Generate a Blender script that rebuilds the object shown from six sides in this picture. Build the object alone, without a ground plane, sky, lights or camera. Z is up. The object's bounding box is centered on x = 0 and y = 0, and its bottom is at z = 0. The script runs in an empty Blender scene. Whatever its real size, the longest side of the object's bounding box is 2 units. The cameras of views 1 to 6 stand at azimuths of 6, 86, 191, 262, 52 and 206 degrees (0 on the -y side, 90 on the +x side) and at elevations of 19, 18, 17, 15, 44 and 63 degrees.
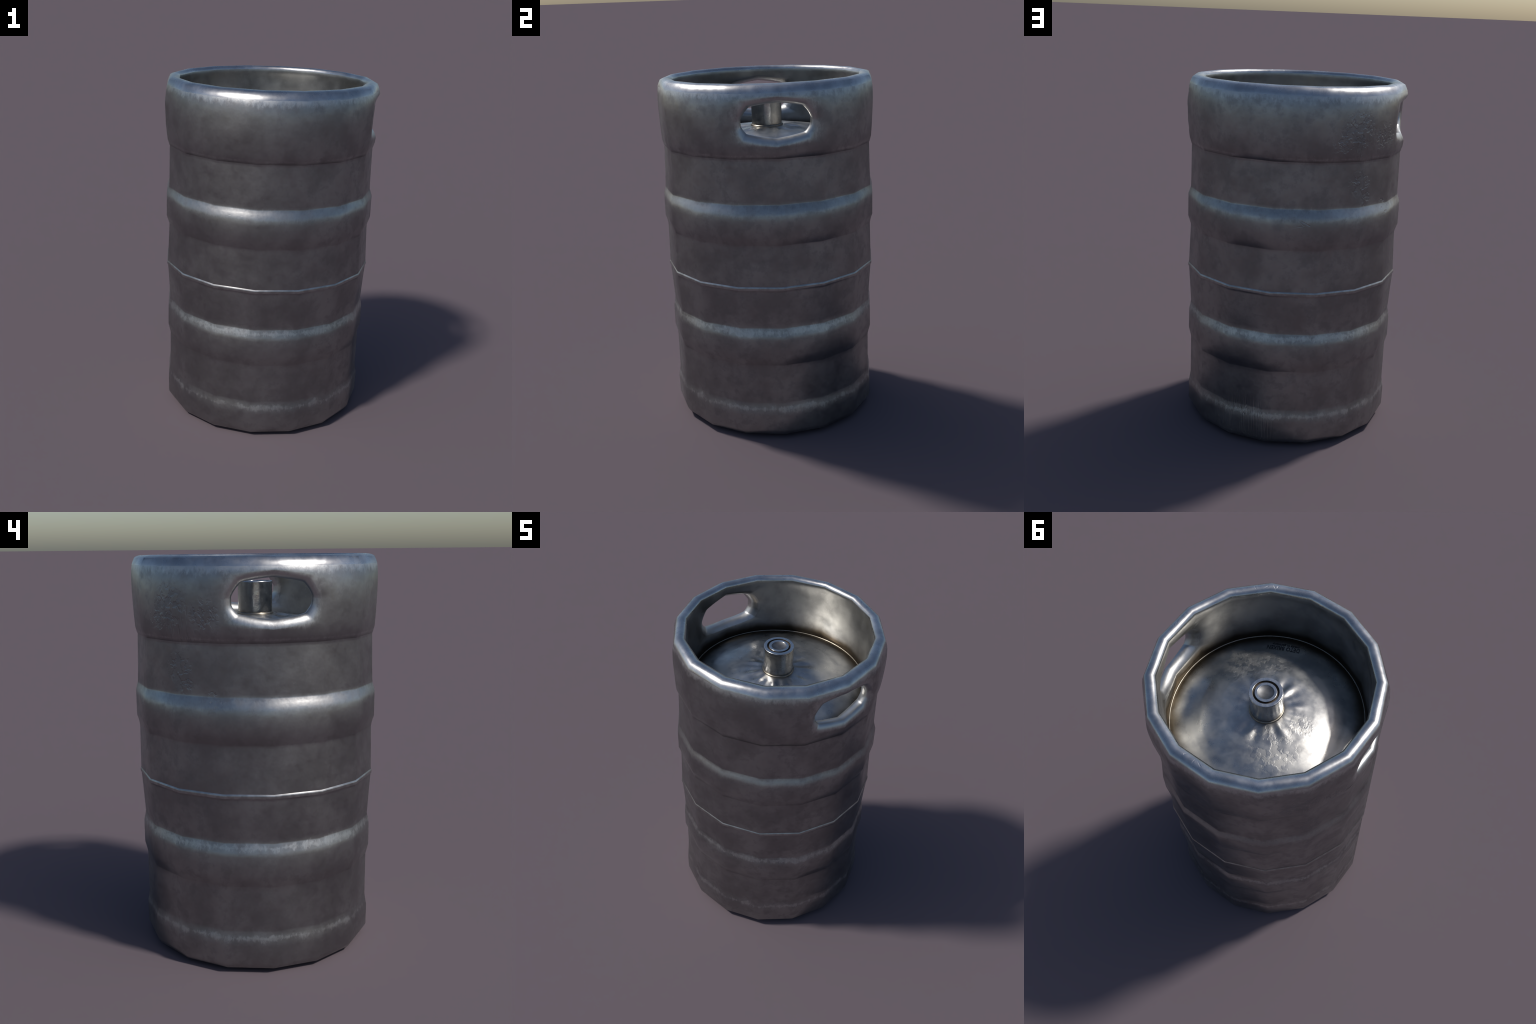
# Worn steel beer keg: 16-sided barrel with rolling hoops, foot ring, collar with two
# hand holes, domed top plate, centre valve and stamped lettering.
import bpy, bmesh, math, random
import numpy as np
from mathutils import Vector, noise as mnoise

random.seed(7)
SIDES = 16                     # flats round the barrel; corners stand at multiples of 22.5 deg
STEP = 2 * math.pi / SIDES
SUB = 8                        # columns per flat

# ------------------------------------------------------------------ helpers
def flat_radius(r, az, sides=SIDES):
    """radius of a regular polygon with corner radius r in direction az"""
    st = 2 * math.pi / sides
    a = (az % st) - st / 2
    return r * math.cos(st / 2) / math.cos(a)

def table(x, pts):
    return float(np.interp(x, [p[0] for p in pts], [p[1] for p in pts]))

# the barrel is not quite true: a little wider front to back above the seam, and the collar
# swells beside the hand holes
OVAL = [(0.92, 0.0), (1.159, 0.0062), (1.18, 0.003), (1.34, 0.003), (1.379, 0.0065), (1.45, 0.004), (1.62, 0.0)]
SWELL_Z = [(1.622, 0.0), (1.655, 0.001), (1.72, 0.006), (1.80, 0.0080), (1.87, 0.0068), (1.92, 0.0035), (1.962, 0.0)]
SWELL_AZ = [(0, 0.0), (22.5, 0.05), (45, 0.5), (67.5, 1.0), (90, 0.45), (112.5, 1.0), (135, 0.5), (157.5, 0.05), (180, 0.0)]

def corner(r, k, z):
    az = (k % SIDES) * STEP
    if 0.92 < z < 1.62:
        r += table(z, OVAL) * math.cos(az) ** 4
    elif 1.622 < z < 1.962:
        r += table(z, SWELL_Z) * table(math.degrees(az) % 180, SWELL_AZ)
    return r

def wall_radius(r, az, z):
    """radius of the flat-sided barrel, corners of slightly uneven radius"""
    k = math.floor(az / STEP + 1e-9)
    a = az - k * STEP
    r1, r2 = corner(r, k, z), corner(r, k + 1, z)
    return r1 * r2 * math.sin(STEP) / (r1 * math.sin(a) + r2 * math.sin(STEP - a))

def polar(r, az, z):
    return (r * math.sin(az), -r * math.cos(az), z)

def tilt_normal(az, tilt):
    c, s = math.cos(tilt), math.sin(tilt)
    return (c * math.sin(az), -c * math.cos(az), s)

def make_object(name, verts, faces, normals, material, parent):
    me = bpy.data.meshes.new(name)
    me.from_pydata([tuple(v) for v in verts], [], faces)
    me.materials.append(material)
    me.polygons.foreach_set("use_smooth", [True] * len(me.polygons))
    me.update()
    if normals is not None:
        ns = [Vector(n).normalized() for n in normals]
        me.normals_split_custom_set_from_vertices(ns)
    ob = bpy.data.objects.new(name, me)
    bpy.context.scene.collection.objects.link(ob)
    ob.parent = parent
    return ob

def refine(profile, longest=0.012):
    """(r, z, tilt deg) control points -> finely divided list; tilt runs on linearly"""
    out = []
    for (r0, z0, t0), (r1, z1, t1) in zip(profile, profile[1:]):
        n = max(1, math.ceil(math.hypot(r1 - r0, z1 - z0) / longest), math.ceil(abs(t1 - t0) / 8))
        for i in range(n):
            f = i / n
            out.append((r0 + (r1 - r0) * f, z0 + (z1 - z0) * f, t0 + (t1 - t0) * f))
    out.append(profile[-1])
    return out

def turned(name, profile, material, parent, sides=SIDES, sub=SUB, longest=0.012, skip=None, bump=None):
    """a turned part; normals point where 'tilt' says, round the axis they run smoothly"""
    rows = refine(profile, longest)
    cols = sides * sub
    V, N, F = [], [], []
    for r, z, t in rows:
        for j in range(cols):
            az = 2 * math.pi * j / cols
            rr = wall_radius(r, az, z) if sides == SIDES and r > 0.59 else flat_radius(r, az, sides)
            V.append(polar(rr, az, z + (bump(rr, az) if bump else 0)))
            N.append(tilt_normal(az, math.radians(t)))
    for i in range(len(rows) - 1):
        for j in range(cols):
            if skip and skip(i, j, rows, cols):
                continue
            k = (j + 1) % cols
            F.append((i * cols + j, (i + 1) * cols + j, (i + 1) * cols + k, i * cols + k))
    P, Q = np.array(V), np.array(N)             # turn each face the way its normals point
    F = [f if np.dot(np.cross(P[f[2]] - P[f[0]], P[f[3]] - P[f[1]]), Q[f[0]] + Q[f[2]]) > 0 else f[::-1] for f in F]
    return make_object(name, V, F, N, material, parent)

# ------------------------------------------------------------------ materials
class Nodes:
    def __init__(self, name):
        self.mat = bpy.data.materials.new(name)
        self.mat.use_nodes = True
        self.t = self.mat.node_tree
        self.b = self.t.nodes["Principled BSDF"]
        self.co = self.t.nodes.new("ShaderNodeTexCoord").outputs["Object"]
        sep = self.t.nodes.new("ShaderNodeSeparateXYZ")
        self.t.links.new(self.co, sep.inputs[0])
        self.x, self.y, self.z = sep.outputs

    def put(self, sock, val):
        if isinstance(val, bpy.types.NodeSocket):
            self.t.links.new(val, sock)
        else:
            sock.default_value = val

    def math(self, op, a, b=0.0, c=0.0, clamp=False):
        n = self.t.nodes.new("ShaderNodeMath"); n.operation = op; n.use_clamp = clamp
        for s, v in zip(n.inputs, (a, b, c)):
            self.put(s, v)
        return n.outputs[0]

    def ramp(self, v, lo, hi, a=0.0, b=1.0):
        n = self.t.nodes.new("ShaderNodeMapRange"); n.interpolation_type = "SMOOTHSTEP"
        for k, w in (("Value", v), ("From Min", lo), ("From Max", hi), ("To Min", a), ("To Max", b)):
            self.put(n.inputs[k], w)
        return n.outputs[0]

    def scaled(self, sx, sy, sz, loc=(0, 0, 0)):
        n = self.t.nodes.new("ShaderNodeMapping")
        self.t.links.new(self.co, n.inputs[0])
        n.inputs["Scale"].default_value = (sx, sy, sz)
        n.inputs["Location"].default_value = loc
        return n.outputs[0]

    def noise(self, scale, detail=4.0, rough=0.55, vec=None, distort=0.0):
        n = self.t.nodes.new("ShaderNodeTexNoise")
        self.t.links.new(vec or self.co, n.inputs["Vector"])
        n.inputs["Scale"].default_value = scale
        n.inputs["Detail"].default_value = detail
        n.inputs["Roughness"].default_value = rough
        n.inputs["Distortion"].default_value = distort
        return n.outputs["Fac"]

    def voronoi(self, scale, feature="F1", vec=None):
        n = self.t.nodes.new("ShaderNodeTexVoronoi"); n.feature = feature
        self.t.links.new(vec or self.co, n.inputs["Vector"])
        n.inputs["Scale"].default_value = scale
        return n.outputs["Distance"]

    def mix(self, f, a, b):
        n = self.t.nodes.new("ShaderNodeMix"); n.data_type = "RGBA"
        for i, v in ((0, f), (6, a), (7, b)):
            self.put(n.inputs[i], v)
        return n.outputs[2]

    def add(self, *xs):
        r = xs[0]
        for x in xs[1:]:
            r = self.math("ADD", r, x)
        return r

    def mul(self, *xs):
        r = xs[0]
        for x in xs[1:]:
            r = self.math("MULTIPLY", r, x)
        return r

    def maxi(self, *xs):
        r = xs[0]
        for x in xs[1:]:
            r = self.math("MAXIMUM", r, x)
        return r

    def spot(self, centre, radius, soft=0.5):
        """1 inside a ball round centre, 0 outside, ragged by noise"""
        d = self.t.nodes.new("ShaderNodeVectorMath"); d.operation = "DISTANCE"
        self.t.links.new(self.co, d.inputs[0]); d.inputs[1].default_value = centre
        return self.ramp(d.outputs["Value"], radius, radius * soft)

    def scratch(self, a, b, width):
        """a fine line from a to b, each given as (azimuth deg, radius, height)"""
        p, q = (Vector(polar(r, math.radians(az), z)) for az, r, z in (a, b))
        d = q - p
        def vec(op, *ins):
            n = self.t.nodes.new("ShaderNodeVectorMath"); n.operation = op
            for s, v in zip(n.inputs, ins):
                self.put(s, tuple(v) if isinstance(v, Vector) else v)
            return n
        rel = vec("SUBTRACT", self.co, p).outputs[0]
        t = self.math("MULTIPLY", vec("DOT_PRODUCT", rel, d).outputs["Value"], 1 / d.length_squared, clamp=True)
        foot = vec("SCALE", d)
        self.put(foot.inputs["Scale"], t)
        off = vec("DISTANCE", rel, foot.outputs[0]).outputs["Value"]
        return self.ramp(off, width, width * 0.2)

    def scratches(self, lines, width):
        return self.maxi(*(self.scratch(a, b, width) for a, b in lines))

    def radius(self):
        return self.math("SQRT", self.add(self.mul(self.x, self.x), self.mul(self.y, self.y)))

    def bump(self, height, strength, distance):
        n = self.t.nodes.new("ShaderNodeBump")
        n.inputs["Strength"].default_value = strength
        n.inputs["Distance"].default_value = distance
        self.put(n.inputs["Height"], height)
        self.put(self.b.inputs["Normal"], n.outputs[0])

    def finish(self, colour, rough, metal=1.0):
        self.put(self.b.inputs["Base Color"], colour)
        self.put(self.b.inputs["Roughness"], rough)
        self.put(self.b.inputs["Metallic"], metal)
        return self.mat

def on_wall(az_deg, z, r=0.61):
    a = math.radians(az_deg)
    return (r * math.sin(a), -r * math.cos(a), z)

RIM_SCRATCHES = [((78.6, 0.570, 2.0), (81.6, 0.536, 1.99)), ((77.7, 0.568, 2.0), (80.7, 0.535, 1.99)), ((79.7, 0.572, 2.0), (82.2, 0.537, 1.99)),
                 ((71.1, 0.572, 2.0), (69.9, 0.536, 1.99)), ((163.1, 0.560, 2.0), (165.3, 0.538, 1.99)), ((169.1, 0.572, 2.0), (169.3, 0.542, 1.995)),
                 ((169.3, 0.542, 1.995), (173.6, 0.565, 2.0)), ((31.0, 0.568, 2.0), (30.1, 0.544, 1.995)), ((27.7, 0.542, 1.995), (23.8, 0.566, 2.0)),
                 ((20.8, 0.568, 2.0), (19.4, 0.543, 1.995)), ((18.5, 0.568, 2.0), (19.4, 0.545, 1.995)),
                 ((74.7, 0.598, 1.99), (76.2, 0.606, 1.970)), ((78.5, 0.598, 1.99), (78.1, 0.605, 1.974)), ((80.3, 0.598, 1.99), (80.0, 0.606, 1.971))]
HOOP_SCRATCHES = [((-13.3, 0.605, 1.387), (-7.2, 0.605, 1.412)), ((-16.2, 0.612, 1.327), (-7.8, 0.606, 1.377)), ((-14.8, 0.612, 1.331), (-8.7, 0.608, 1.361)),
                  ((-11.0, 0.612, 1.325), (-5.9, 0.610, 1.350)), ((-13.6, 0.613, 1.286), (-10.8, 0.613, 1.309)), ((-11.9, 0.613, 1.274), (-7.9, 0.613, 1.302)),
                  ((-172.0, 0.609, 1.360), (-168.6, 0.609, 1.338)), ((-170.1, 0.611, 1.343), (-161.6, 0.610, 1.294)),
                  ((-168.5, 0.610, 1.332), (-164.5, 0.609, 1.293)), ((-170.9, 0.611, 1.277), (-164.4, 0.609, 1.293))]

def pits(n, patches, scale):
    """flaked, blistered patches: rings and pits inside ragged spots"""
    mask = None
    for c, r in patches:
        s = n.spot(c, r, 0.35)
        mask = s if mask is None else n.maxi(mask, s)
    rag = n.ramp(n.noise(22, 3), 0.44, 0.54)
    mask = n.mul(mask, rag)
    ring = n.ramp(n.voronoi(scale), 0.30, 0.42)
    fine = n.noise(160, 2, 0.6)
    return n.mul(mask, n.add(ring, n.mul(fine, 0.5))), mask

def shell_steel():
    """dull grey barrel steel: cloudy, pale where the raised edges are rubbed bare"""
    n = Nodes("worn_shell_steel")
    cloud = n.noise(5.5, 5, 0.6)
    blot = n.noise(17, 4, 0.62)
    dull = n.mix(n.ramp(cloud, 0.34, 0.68), (0.250, 0.247, 0.248, 1), (0.350, 0.350, 0.348, 1))
    dull = n.mix(n.mul(n.ramp(blot, 0.48, 0.66), 0.5), dull, (0.215, 0.205, 0.207, 1))
    # rubbed edges: ragged belts at the hoops, the foot and the collar hem
    jag = n.noise(1.0, 8, 0.74, vec=n.scaled(34, 34, 17))
    rag = n.math("SUBTRACT", n.add(n.mul(jag, 0.75), n.mul(n.noise(6, 2), 0.25)), 0.5)
    grit = n.ramp(n.noise(1.0, 5, 0.7, vec=n.scaled(75, 75, 45)), 0.30, 0.62, 0.45, 1.0)
    belts = None
    for z0, half, reach, force in ((1.344, 0.028, 0.14, 0.26), (0.656, 0.016, 0.16, 0.65), (0.188, 0.011, 0.16, 0.65),
                                   (1.636, 0.003, 0.06, 0.6), (0.028, 0.001, 0.05, 0.6)):
        d = n.math("ABSOLUTE", n.math("SUBTRACT", n.z, z0))
        edge = n.add(half, n.mul(reach, rag))
        m = n.mul(n.ramp(n.math("SUBTRACT", d, edge), 0.005, -0.014), force, grit)
        belts = m if belts is None else n.maxi(belts, m)
    belts = n.maxi(belts, n.mul(n.ramp(n.add(n.z, n.mul(rag, 0.16)), 1.915, 1.958), 0.85))
    u = n.math("DIVIDE", n.y, 0.195)
    w = n.math("DIVIDE", n.math("SUBTRACT", n.z, 1.812), 0.112)
    u2, w2 = n.mul(u, u), n.mul(w, w)
    e = n.math("SQRT", n.math("SQRT", n.add(n.mul(u2, u2), n.mul(w2, w2))))
    lip = n.mul(n.ramp(n.add(e, n.mul(rag, 0.9)), 1.22, 0.92), n.ramp(n.math("ABSOLUTE", n.x), 0.45, 0.5), n.ramp(n.z, 1.64, 1.68))  # base colour lightened round the hand holes for the sky reflected in their lips
    belts = n.maxi(belts, n.mul(lip, 0.8))
    specks = n.mul(n.ramp(n.noise(48, 5, 0.7), 0.64, 0.74), n.ramp(n.noise(6, 2), 0.48, 0.62), 0.3)
    bare = n.maxi(belts, specks)
    colour = n.mix(bare, dull, (0.52, 0.52, 0.515, 1))
    # flaked patches, mostly on one side
    p, mask = pits(n, [(on_wall(222, 1.78), 0.13), (on_wall(240, 1.74), 0.10), (on_wall(226, 1.50), 0.10),
                       (on_wall(229, 1.43), 0.07), (on_wall(214, 1.72), 0.09), (on_wall(244, 1.37), 0.06)], 42)
    colour = n.mix(n.mul(mask, 0.3), colour, (0.20, 0.19, 0.192, 1))
    rough = n.add(n.ramp(blot, 0.3, 0.7, 0.33, 0.43), n.mul(bare, 0.03), n.mul(mask, 0.1))
    # scrape marks running down above the foot, on one side
    streak = n.noise(1.0, 2, 0.5, vec=n.scaled(130, 130, 1.5))
    sm = n.maxi(n.spot(on_wall(166, 0.10), 0.24, 0.4), n.spot(on_wall(228, 1.70), 0.12, 0.4))
    streak = n.mul(n.ramp(streak, 0.52, 0.66), sm)
    h = n.add(n.mul(n.noise(11, 3), 0.25), n.mul(n.noise(120, 3, 0.7), n.ramp(bare, 0, 1, 0.010, 0.05)), n.mul(p, -0.20), n.mul(streak, -0.3), n.mul(n.scratches(HOOP_SCRATCHES, 0.0045), -0.10))
    n.bump(h, 0.5, 0.012)
    return n.finish(colour, rough)

def bright_steel(name, light=(0.62, 0.62, 0.62, 1), dark=(0.46, 0.46, 0.465, 1), r0=0.20, r1=0.32, scale=9):
    n = Nodes(name)
    cloud = n.noise(scale, 5, 0.6)
    colour = n.mix(n.ramp(cloud, 0.36, 0.64), dark, light)
    fine = n.noise(70, 4, 0.65)
    colour = n.mix(n.mul(n.ramp(fine, 0.56, 0.7), 0.35), colour, (0.40, 0.40, 0.41, 1))
    return n, colour, n.ramp(n.noise(scale * 2.2, 4), 0.3, 0.7, r0, r1)

def rim_steel():
    n, colour, rough = bright_steel("polished_rim_steel", (0.53, 0.53, 0.53, 1), (0.40, 0.40, 0.405, 1), r0=0.26, r1=0.35)
    n.bump(n.add(n.mul(n.noise(9, 2), 0.3), n.mul(n.noise(120, 2, 0.6), 0.006), n.mul(n.scratches(RIM_SCRATCHES, 0.0045), -0.2)), 0.25, 0.012)
    return n.finish(colour, rough)

def wall_steel():
    n, colour, rough = bright_steel("inner_wall_steel", (0.37, 0.37, 0.36, 1), (0.27, 0.27, 0.265, 1), 0.36, 0.46, 6)
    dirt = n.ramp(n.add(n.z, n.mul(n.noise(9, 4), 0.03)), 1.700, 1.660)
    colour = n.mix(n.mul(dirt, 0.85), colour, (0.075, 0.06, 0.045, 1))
    n.bump(n.noise(8, 2), 0.2, 0.010)
    return n.finish(colour, rough)

def plate_steel():
    n, colour, rough = bright_steel("top_plate_steel", (0.50, 0.49, 0.465, 1), (0.34, 0.34, 0.34, 1), 0.26, 0.38, 6)
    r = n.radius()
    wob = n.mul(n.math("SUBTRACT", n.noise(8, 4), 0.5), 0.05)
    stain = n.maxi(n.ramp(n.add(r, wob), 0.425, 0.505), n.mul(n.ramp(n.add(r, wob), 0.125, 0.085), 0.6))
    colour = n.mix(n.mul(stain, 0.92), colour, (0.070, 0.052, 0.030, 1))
    p, mask = pits(n, [((-0.13, 0.21, 1.69), 0.17), ((-0.05, 0.17, 1.69), 0.12), ((-0.20, 0.02, 1.69), 0.09),
                       ((0.11, -0.30, 1.67), 0.14), ((0.25, -0.22, 1.67), 0.16)], 34)
    colour = n.mix(n.mul(mask, 0.4), colour, (0.36, 0.35, 0.33, 1))
    n.bump(n.add(n.mul(p, -0.06), n.mul(n.noise(130, 3, 0.7), 0.008)), 0.5, 0.012)
    return n.finish(colour, n.add(rough, n.mul(mask, 0.1)))

def valve_steel():
    n, colour, rough = bright_steel("valve_steel", (0.58, 0.58, 0.57, 1), (0.48, 0.48, 0.48, 1), 0.18, 0.28, 14)
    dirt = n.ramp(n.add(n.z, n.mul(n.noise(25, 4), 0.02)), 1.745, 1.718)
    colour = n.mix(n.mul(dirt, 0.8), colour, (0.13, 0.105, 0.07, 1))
    n.bump(n.noise(35, 3), 0.25, 0.004)
    return n.finish(colour, rough)

def plain(name, colour, rough, metal=1.0):
    n = Nodes(name)
    c = n.mix(n.ramp(n.noise(30, 4), 0.35, 0.65), colour, tuple(0.75 * k for k in colour[:3]) + (1,))
    return n.finish(c, rough, metal)

SHELL, RIM, WALL, PLATE, VALVE = shell_steel(), rim_steel(), wall_steel(), plate_steel(), valve_steel()
GROOVE = plain("groove_grime", (0.055, 0.040, 0.026, 1), 0.6, 0.3)
DISH = plain("dull_valve_core", (0.17, 0.17, 0.175, 1), 0.5, 1.0)
BEAD = plain("weld_bead_steel", (0.27, 0.245, 0.205, 1), 0.36, 1.0)
STAMP = plain("stamped_letter_steel", (0.10, 0.10, 0.11, 1), 0.45, 1.0)
SEAM = plain("seam_steel", (0.42, 0.415, 0.41, 1), 0.36, 1.0)
UNDER = plain("underside_steel", (0.30, 0.29, 0.29, 1), 0.5, 1.0)

# ------------------------------------------------------------------ the thing
keg = bpy.data.objects.new("beer_keg", None)
bpy.context.scene.collection.objects.link(keg)
keg["label"] = "worn grey steel beer keg with two hand holes"
keg["category"] = "beer keg"

# ---- barrel from the collar hem down (corner radius, height, way the surface faces in degrees)
UPPER = [(0.597, 1.6200, -10), (0.5975, 1.605, 0), (0.5990, 1.450, 0), (0.6000, 1.392, 0), (0.6003, 1.380, 5)]
UPPER_HOOP = [(0.6003, 1.380, 5), (0.6022, 1.373, 22), (0.6090, 1.355, 25), (0.6152, 1.338, 21), (0.6154, 1.318, 11), (0.6155, 1.290, 4),
              (0.6158, 1.206, -7), (0.606, 1.176, -16), (0.6003, 1.158, -21)]
MIDDLE = [(0.6003, 1.158, -21), (0.6003, 1.151, -4), (0.6003, 1.140, 0), (0.6080, 0.960, 1), (0.6100, 0.925, 0), (0.6088, 0.901, -16), (0.6083, 0.890, -1), (0.603, 0.815, -2), (0.597, 0.705, -3), (0.5957, 0.690, 2)]
LOWER_HOOP = [(0.5957, 0.690, 2), (0.5972, 0.682, 6), (0.5980, 0.676, 18), (0.6065, 0.636, 17), (0.607, 0.610, 6), (0.6075, 0.515, -5), (0.600, 0.484, -16), (0.5942, 0.460, -20)]
LOWER = [(0.5942, 0.460, -20), (0.5942, 0.453, -5), (0.5943, 0.430, 0), (0.5950, 0.240, 0), (0.5952, 0.229, 1)]
FOOT = [(0.5952, 0.229, 1), (0.5965, 0.221, 8), (0.600, 0.200, 12), (0.6055, 0.170, 9), (0.606, 0.145, 3), (0.605, 0.056, -3),
        (0.600, 0.044, -10), (0.587, 0.0235, -24), (0.585, 0.0215, -60), (0.570, 0.017, -84), (0.535, 0.001, -84), (0.530, 0.000, -90)]

turned("barrel_wall", UPPER, SHELL, keg)
turned("rolling_hoop", UPPER_HOOP, SHELL, keg, longest=0.008)
turned("barrel_wall", MIDDLE, SHELL, keg)
turned("rolling_hoop", LOWER_HOOP, SHELL, keg, longest=0.008)
turned("barrel_wall", LOWER, SHELL, keg)
turned("foot_ring", FOOT, SHELL, keg, longest=0.008)
turned("weld_seam", [(0.6085, 0.9265, 28), (0.6128, 0.9230, 30), (0.6138, 0.9185, 20), (0.6140, 0.9160, 2), (0.6135, 0.9070, -6), (0.6120, 0.9035, -20), (0.6075, 0.9015, -40)], SEAM, keg, longest=0.004)
turned("underside", [(0.530, 0.000, -90), (0.520, 0.004, -120), (0.515, 0.03, -170), (0.510, 0.05, -120), (0.3, 0.04, -90), (0.002, 0.035, -90)], UNDER, keg, longest=0.05)

# ---- collar: outer skin, rolled rim, inner skin, with two hand holes pressed through
OUTER = [(0.6115, 1.9550, 19), (0.6145, 1.935, 14), (0.6165, 1.900, 9), (0.617, 1.880, 6), (0.6165, 1.830, 2), (0.615, 1.790, 0), (0.6115, 1.710, -4),
         (0.609, 1.672, -7), (0.608, 1.655, -12), (0.603, 1.638, -24), (0.6000, 1.6265, -34), (0.597, 1.6200, -44)]
ROLL = [(0.5385, 1.982, 168), (0.5405, 1.9895, 150), (0.5450, 1.9955, 133), (0.556, 1.9995, 111), (0.569, 2.000, 94),
        (0.585, 1.9965, 73), (0.597, 1.990, 53), (0.605, 1.9735, 36), (0.6105, 1.960, 24), (0.6115, 1.9550, 19)]
INNER = [(0.5350, 1.628, 180), (0.5355, 1.662, 178), (0.5360, 1.70, 178), (0.5362, 1.76, 179), (0.5365, 1.83, 180), (0.5370, 1.900, 182), (0.538, 1.935, 186), (0.5385, 1.952, 190), (0.5385, 1.967, 184), (0.5385, 1.982, 168)]

turned("rolled_rim", ROLL, RIM, keg, longest=0.006)

def along(profile, z):
    p = sorted(profile, key=lambda q: q[1])
    zs = [q[1] for q in p]
    return (float(np.interp(z, zs, [q[0] for q in p])), float(np.interp(z, zs, [q[2] for q in p])))

COLS = SIDES * SUB
HALF = 12                                    # columns each side of a hand hole's patch (33.75 deg)
Z_LOW, Z_HIGH, ROWS = 1.680, 1.948, 16       # patch height
HOLE_Z = 1.8155

# hole outline as pressed: an uneven eleven-cornered oblong (share of half width, share of half height)
HOLE = [(1.0, 0.08), (0.76, 0.74), (0.0, 1.0), (-0.75, 0.77), (-1.0, 0.10), (-1.0, -0.33), (-0.86, -0.75), (0.0, -1.0), (0.84, -0.75), (0.98, -0.33)]

def outline(theta, half_az, z_low, z_high, soft=0.35):
    c, s = math.cos(theta), math.sin(theta)
    best = 1.0
    for (x0, y0), (x1, y1) in zip(HOLE, HOLE[1:] + HOLE[:1]):
        den = c * (y1 - y0) - s * (x1 - x0)
        if abs(den) < 1e-9:
            continue
        k = (x0 * (y1 - y0) - y0 * (x1 - x0)) / den
        t = (k * c - x0) / (x1 - x0) if abs(x1 - x0) > abs(y1 - y0) else (k * s - y0) / (y1 - y0)
        if k > 0 and -1e-6 <= t <= 1 + 1e-6:
            best = k
    rounded = (abs(c) ** 2.7 + abs(s) ** 2.7) ** (-1 / 2.7)
    k = best * (1 - soft) + rounded * soft
    zc, hz = (z_low + z_high) / 2, (z_high - z_low) / 2
    return half_az * k * c, zc + hz * k * s

def collar_skin(name, profile, material, inward, rows_below):
    """grid of one skin, open where the two hole patches go"""
    zs_patch = [Z_LOW + (Z_HIGH - Z_LOW) * i / ROWS for i in range(ROWS + 1)]
    lo, hi = min(p[1] for p in profile), max(p[1] for p in profile)
    zs = [lo + (Z_LOW - lo) * i / rows_below for i in range(rows_below)] + zs_patch + [Z_HIGH + (hi - Z_HIGH) * i / 4 for i in range(1, 5)]
    base = rows_below
    V, N, F = [], [], []
    for z in zs:
        r, t = along(profile, z)
        for j in range(COLS):
            az = 2 * math.pi * j / COLS
            V.append(polar(flat_radius(r, az) if inward else wall_radius(r, az, z), az, z)); N.append(tilt_normal(az, math.radians(t)))
    centres = (COLS // 4, 3 * COLS // 4)
    for i in range(len(zs) - 1):
        for j in range(COLS):
            if base <= i < base + ROWS and any(-HALF <= ((j - c + COLS // 2) % COLS) - COLS // 2 < HALF for c in centres):
                continue
            k = (j + 1) % COLS
            q = (i * COLS + j, i * COLS + k, (i + 1) * COLS + k, (i + 1) * COLS + j)
            F.append(q[::-1] if inward else q)
    return make_object(name, V, F, N, material, keg)

collar_skin("collar_skirt", OUTER, SHELL, False, 10)
collar_skin("collar_inner_wall", INNER, WALL, True, 5)

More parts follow.
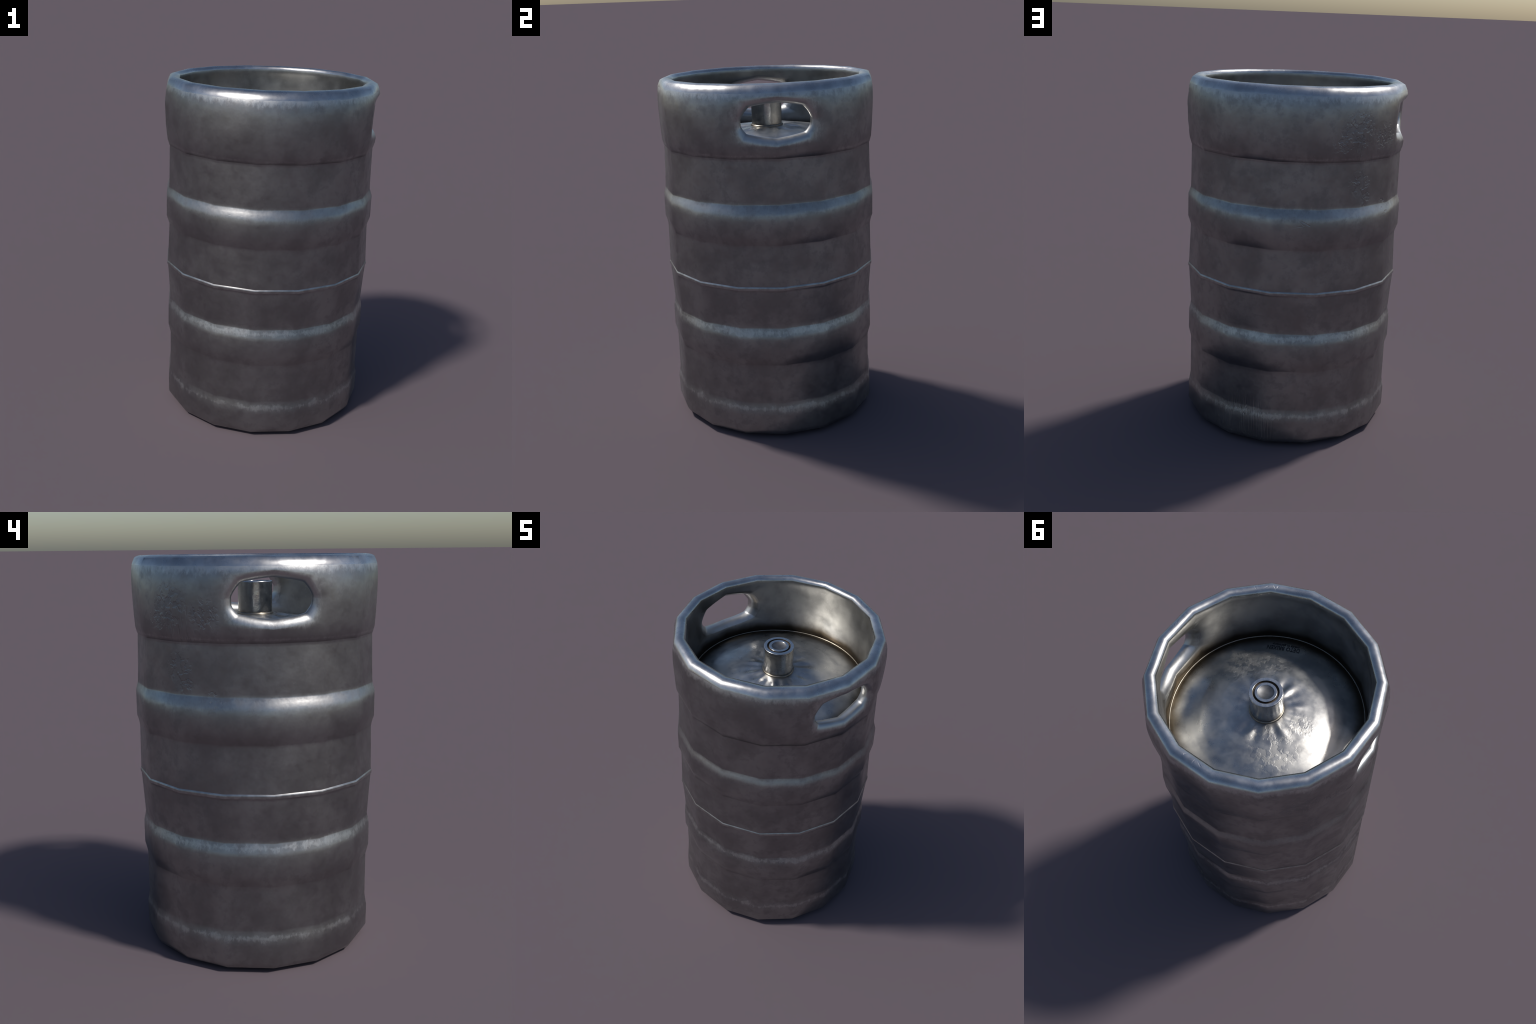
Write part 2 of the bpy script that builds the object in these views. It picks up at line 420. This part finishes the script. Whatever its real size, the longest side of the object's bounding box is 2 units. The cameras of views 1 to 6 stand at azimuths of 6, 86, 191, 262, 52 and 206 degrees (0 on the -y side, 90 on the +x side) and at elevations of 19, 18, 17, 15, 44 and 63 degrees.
def hand_hole(centre_az):
    """pressed oblong opening: outer patch, rounded lip and inner patch as closed loops"""
    da = 2 * math.pi / COLS
    border = []
    for j in range(-HALF, HALF): border.append((j * da, Z_LOW))
    for i in range(ROWS): border.append((HALF * da, Z_LOW + (Z_HIGH - Z_LOW) * i / ROWS))
    for j in range(HALF, -HALF, -1): border.append((j * da, Z_HIGH))
    for i in range(ROWS, 0, -1): border.append((-HALF * da, Z_LOW + (Z_HIGH - Z_LOW) * i / ROWS))
    M = len(border)
    theta = [math.atan2((z - HOLE_Z) / 0.105, a / math.radians(20.5)) for a, z in border]
    deg = math.radians
    loops = []                                # per loop: list of (a, z, r corner, weight of computed normal)
    def ring(shape, depth, w, skin):
        L = []
        for th in theta:
            a, z = outline(th, *shape)
            L.append((a, z, along(skin, min(max(z, 1.642), 1.951))[0] + depth, w))
        return L
    mouth = (deg(20.6), 1.684, 1.937)
    loops.append([(a, z, along(OUTER, z)[0], 0.0) for a, z in border])
    m = ring(mouth, 0.0, 0.5, OUTER)
    for f in (0.3, 0.55, 0.8):
        loops.append([(b[0] + (q[0] - b[0]) * f, b[1] + (q[1] - b[1]) * f, along(OUTER, b[1] + (q[1] - b[1]) * f)[0], 0.0 if f < 0.7 else 0.2) for b, q in zip(loops[0], m)])
    outer_n = len(loops)
    loops.append(m)
    for half, lo, hi, depth in ((20.0, 1.690, 1.931, -0.002), (19.3, 1.699, 1.924, -0.006), (18.6, 1.709, 1.917, -0.012), (18.1, 1.718, 1.911, -0.017), (17.8, 1.7250, 1.9075, -0.022)):
        loops.append(ring((deg(half), lo, hi), depth, 1.0, OUTER))
    for half, lo, hi, depth in ((18.3, 1.7255, 1.9090, 0.046), (19.6, 1.7220, 1.9150, 0.028), (21.5, 1.714, 1.923, 0.012), (24.0, 1.698, 1.937, 0.0)):
        loops.append(ring((deg(half), lo, hi), depth, 1.0, INNER))
    lip_n = len(loops) - 1
    inner_border = [(a, z, along(INNER, z)[0], 0.0) for a, z in border]
    m2 = loops[-1]
    for f in (0.3, 0.6):
        loops.append([(q[0] + (b[0] - q[0]) * f, q[1] + (b[1] - q[1]) * f, along(INNER, q[1] + (b[1] - q[1]) * f)[0], 0.2 if f < 0.4 else 0.0) for b, q in zip(inner_border, m2)])
    loops.append(inner_border)
    V, R, N, W = [], [], [], []
    for li, L in enumerate(loops):
        for a, z, r, w in L:
            az = centre_az + a
            V.append(polar(wall_radius(r, az, z) if li <= lip_n - 4 else flat_radius(r, az), az, z)); R.append(polar(r, az, z)); W.append(w)
            skin = OUTER if li <= lip_n - 4 else INNER
            N.append(tilt_normal(az, math.radians(along(skin, min(max(z, 1.642), 1.951))[1])))
    F = []
    for i in range(len(loops) - 1):
        for j in range(M):
            k = (j + 1) % M
            F.append((i * M + j, i * M + k, (i + 1) * M + k, (i + 1) * M + j))
    acc = np.zeros((len(R), 3)); P = np.array(R)
    for f in F:
        nn = np.cross(P[f[2]] - P[f[0]], P[f[3]] - P[f[1]])
        for v in f: acc[v] += nn
    acc /= np.linalg.norm(acc, axis=1)[:, None] + 1e-12
    W = np.array(W)[:, None]
    NN = (acc * W + np.array(N) * (1 - W)).reshape(len(loops), M, 3)
    for _ in range(7):                        # let the pressed lip melt into the wall
        inner = NN[1:-1] * 0.5 + (NN[:-2] + NN[2:]) * 0.25
        NN[1:-1] = inner / np.linalg.norm(inner, axis=2)[:, :, None]
    NN = NN.reshape(-1, 3)
    parts = (("hand_hole_surround", 0, outer_n, SHELL), ("hand_hole_lip", outer_n, lip_n, SHELL), ("hand_hole_backing", lip_n, len(loops) - 1, WALL))
    for name, i0, i1, mat in parts:
        sl = slice(i0 * M, (i1 + 1) * M)
        FF = [tuple(v - i0 * M for v in f) for f in F[i0 * M:i1 * M]]
        make_object(name, np.array(V)[sl], FF, NN[sl], mat, keg)

hand_hole(math.pi / 2)
hand_hole(-math.pi / 2)

# ---- top plate: shallow dome, dented and creased round the valve
DOME = [(0.0, 1.713), (0.10, 1.711), (0.15, 1.708), (0.20, 1.702), (0.25, 1.695), (0.30, 1.686), (0.35, 1.676), (0.40, 1.663), (0.44, 1.651), (0.48, 1.639), (0.51, 1.631), (0.54, 1.629)]

def plate_height(r, az):
    x, y = r * math.sin(az), -r * math.cos(az)
    dome = table(r, DOME)
    calm = min(1.0, max(0.0, (0.500 - r) / 0.08)) * min(1.0, max(0.0, (r - 0.088) / 0.05))
    p = Vector((x * 2.6 + 3.1, y * 2.6 - 1.7, 0.4))
    dents = 0.0085 * mnoise.noise(p) + 0.0022 * mnoise.noise(p * 2.3 + Vector((5, 1, 0)))
    crease = math.exp(-((r - 0.15) / 0.06) ** 2) * 0.0022 * (math.sin(9 * az + 2 * math.sin(2 * az)) + 0.6 * math.sin(17 * az + 1))
    return dome + calm * (dents + crease)

def top_plate():
    cols, rings = 192, 90
    V, F = [], []
    for i in range(rings + 1):
        r0 = 0.03 + (0.538 - 0.03) * i / rings
        for j in range(cols):
            az = 2 * math.pi * j / cols
            r = flat_radius(r0, az)
            z = plate_height(r, az)
            V.append(polar(r, az, z))
    for i in range(rings):
        for j in range(cols):
            k = (j + 1) % cols
            F.append((i * cols + j, (i + 1) * cols + j, (i + 1) * cols + k, i * cols + k))
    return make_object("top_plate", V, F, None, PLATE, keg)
top_plate()

turned("weld_bead", [(0.521, 1.628, 0), (0.5205, 1.6325, 45), (0.5175, 1.6345, 90), (0.5145, 1.6325, 135), (0.514, 1.628, 180)], BEAD, keg, sides=96, sub=1, longest=0.004)

# ---- valve: neck with foot bead, ring groove and dished core
valve = turned("valve", [(0.0855, 1.690, 0), (0.0862, 1.725, 0), (0.0878, 1.866, 2), (0.0876, 1.869, 25), (0.0860, 1.8715, 70), (0.0852, 1.872, 90), (0.0700, 1.872, 90), (0.0690, 1.8715, 120)],
               VALVE, keg, sides=32, sub=3, longest=0.02)
turned("foot_bead", [(0.0925, 1.706, -10), (0.0935, 1.711, 10), (0.0920, 1.7165, 45), (0.0885, 1.719, 80), (0.0845, 1.720, 90)], BEAD, valve, sides=32, sub=3)
turned("ring_groove", [(0.0690, 1.8715, 175), (0.0680, 1.862, 150), (0.0650, 1.859, 95), (0.0605, 1.859, 85), (0.0578, 1.862, 30), (0.0572, 1.8705, 5)], GROOVE, valve, sides=48, sub=2, longest=0.004)
turned("core_ring", [(0.0572, 1.8705, 30), (0.0562, 1.8722, 75), (0.0552, 1.8725, 90), (0.0440, 1.8725, 90), (0.0428, 1.8720, 125), (0.0420, 1.8700, 150)], VALVE, valve, sides=48, sub=2, longest=0.004)
turned("core_dish", [(0.0420, 1.8700, 118), (0.0400, 1.8675, 114), (0.030, 1.8635, 106), (0.018, 1.861, 98), (0.0005, 1.8602, 90)], DISH, valve, sides=48, sub=2, longest=0.004)

# ---- stamped lettering on the plate
def stamped(text, width, height, radius, az_deg, bold):
    cu = bpy.data.curves.new("stamp", "FONT")
    cu.body, cu.size, cu.align_x, cu.extrude, cu.offset, cu.resolution_u = text, 1.0, "CENTER", 0.03, bold, 3
    tmp = bpy.data.objects.new("stamp", cu)
    bpy.context.scene.collection.objects.link(tmp)
    dg = bpy.context.evaluated_depsgraph_get()
    me = bpy.data.meshes.new_from_object(tmp.evaluated_get(dg))
    bpy.data.objects.remove(tmp)
    xs = [v.co.x for v in me.vertices]
    mid, sx, sy = (max(xs) + min(xs)) / 2, width / (max(xs) - min(xs)), height / 0.70
    a0 = math.radians(az_deg)
    out = Vector((math.sin(a0), -math.cos(a0)))          # away from the axis
    right = Vector((-out.y, out.x))                      # reading direction for a reader outside the keg
    for v in me.vertices:
        x, y = (v.co.x - mid) * sx, v.co.y * sy
        p = out * (radius - y) + right * x
        r, az = p.length, math.atan2(p.x, -p.y)
        v.co = (p.x, p.y, plate_height(r, az) + 0.0006 + 0.03 * v.co.z)
    me.materials.clear(); me.materials.append(STAMP)
    ob = bpy.data.objects.new("stamped_lettering", me)
    bpy.context.scene.collection.objects.link(ob); ob.parent = keg
stamped("DETO BRIXEN", 0.182, 0.031, 0.437, 13.2, 0.015)
stamped("made in germany", 0.150, 0.015, 0.457, 12.2, 0.02)
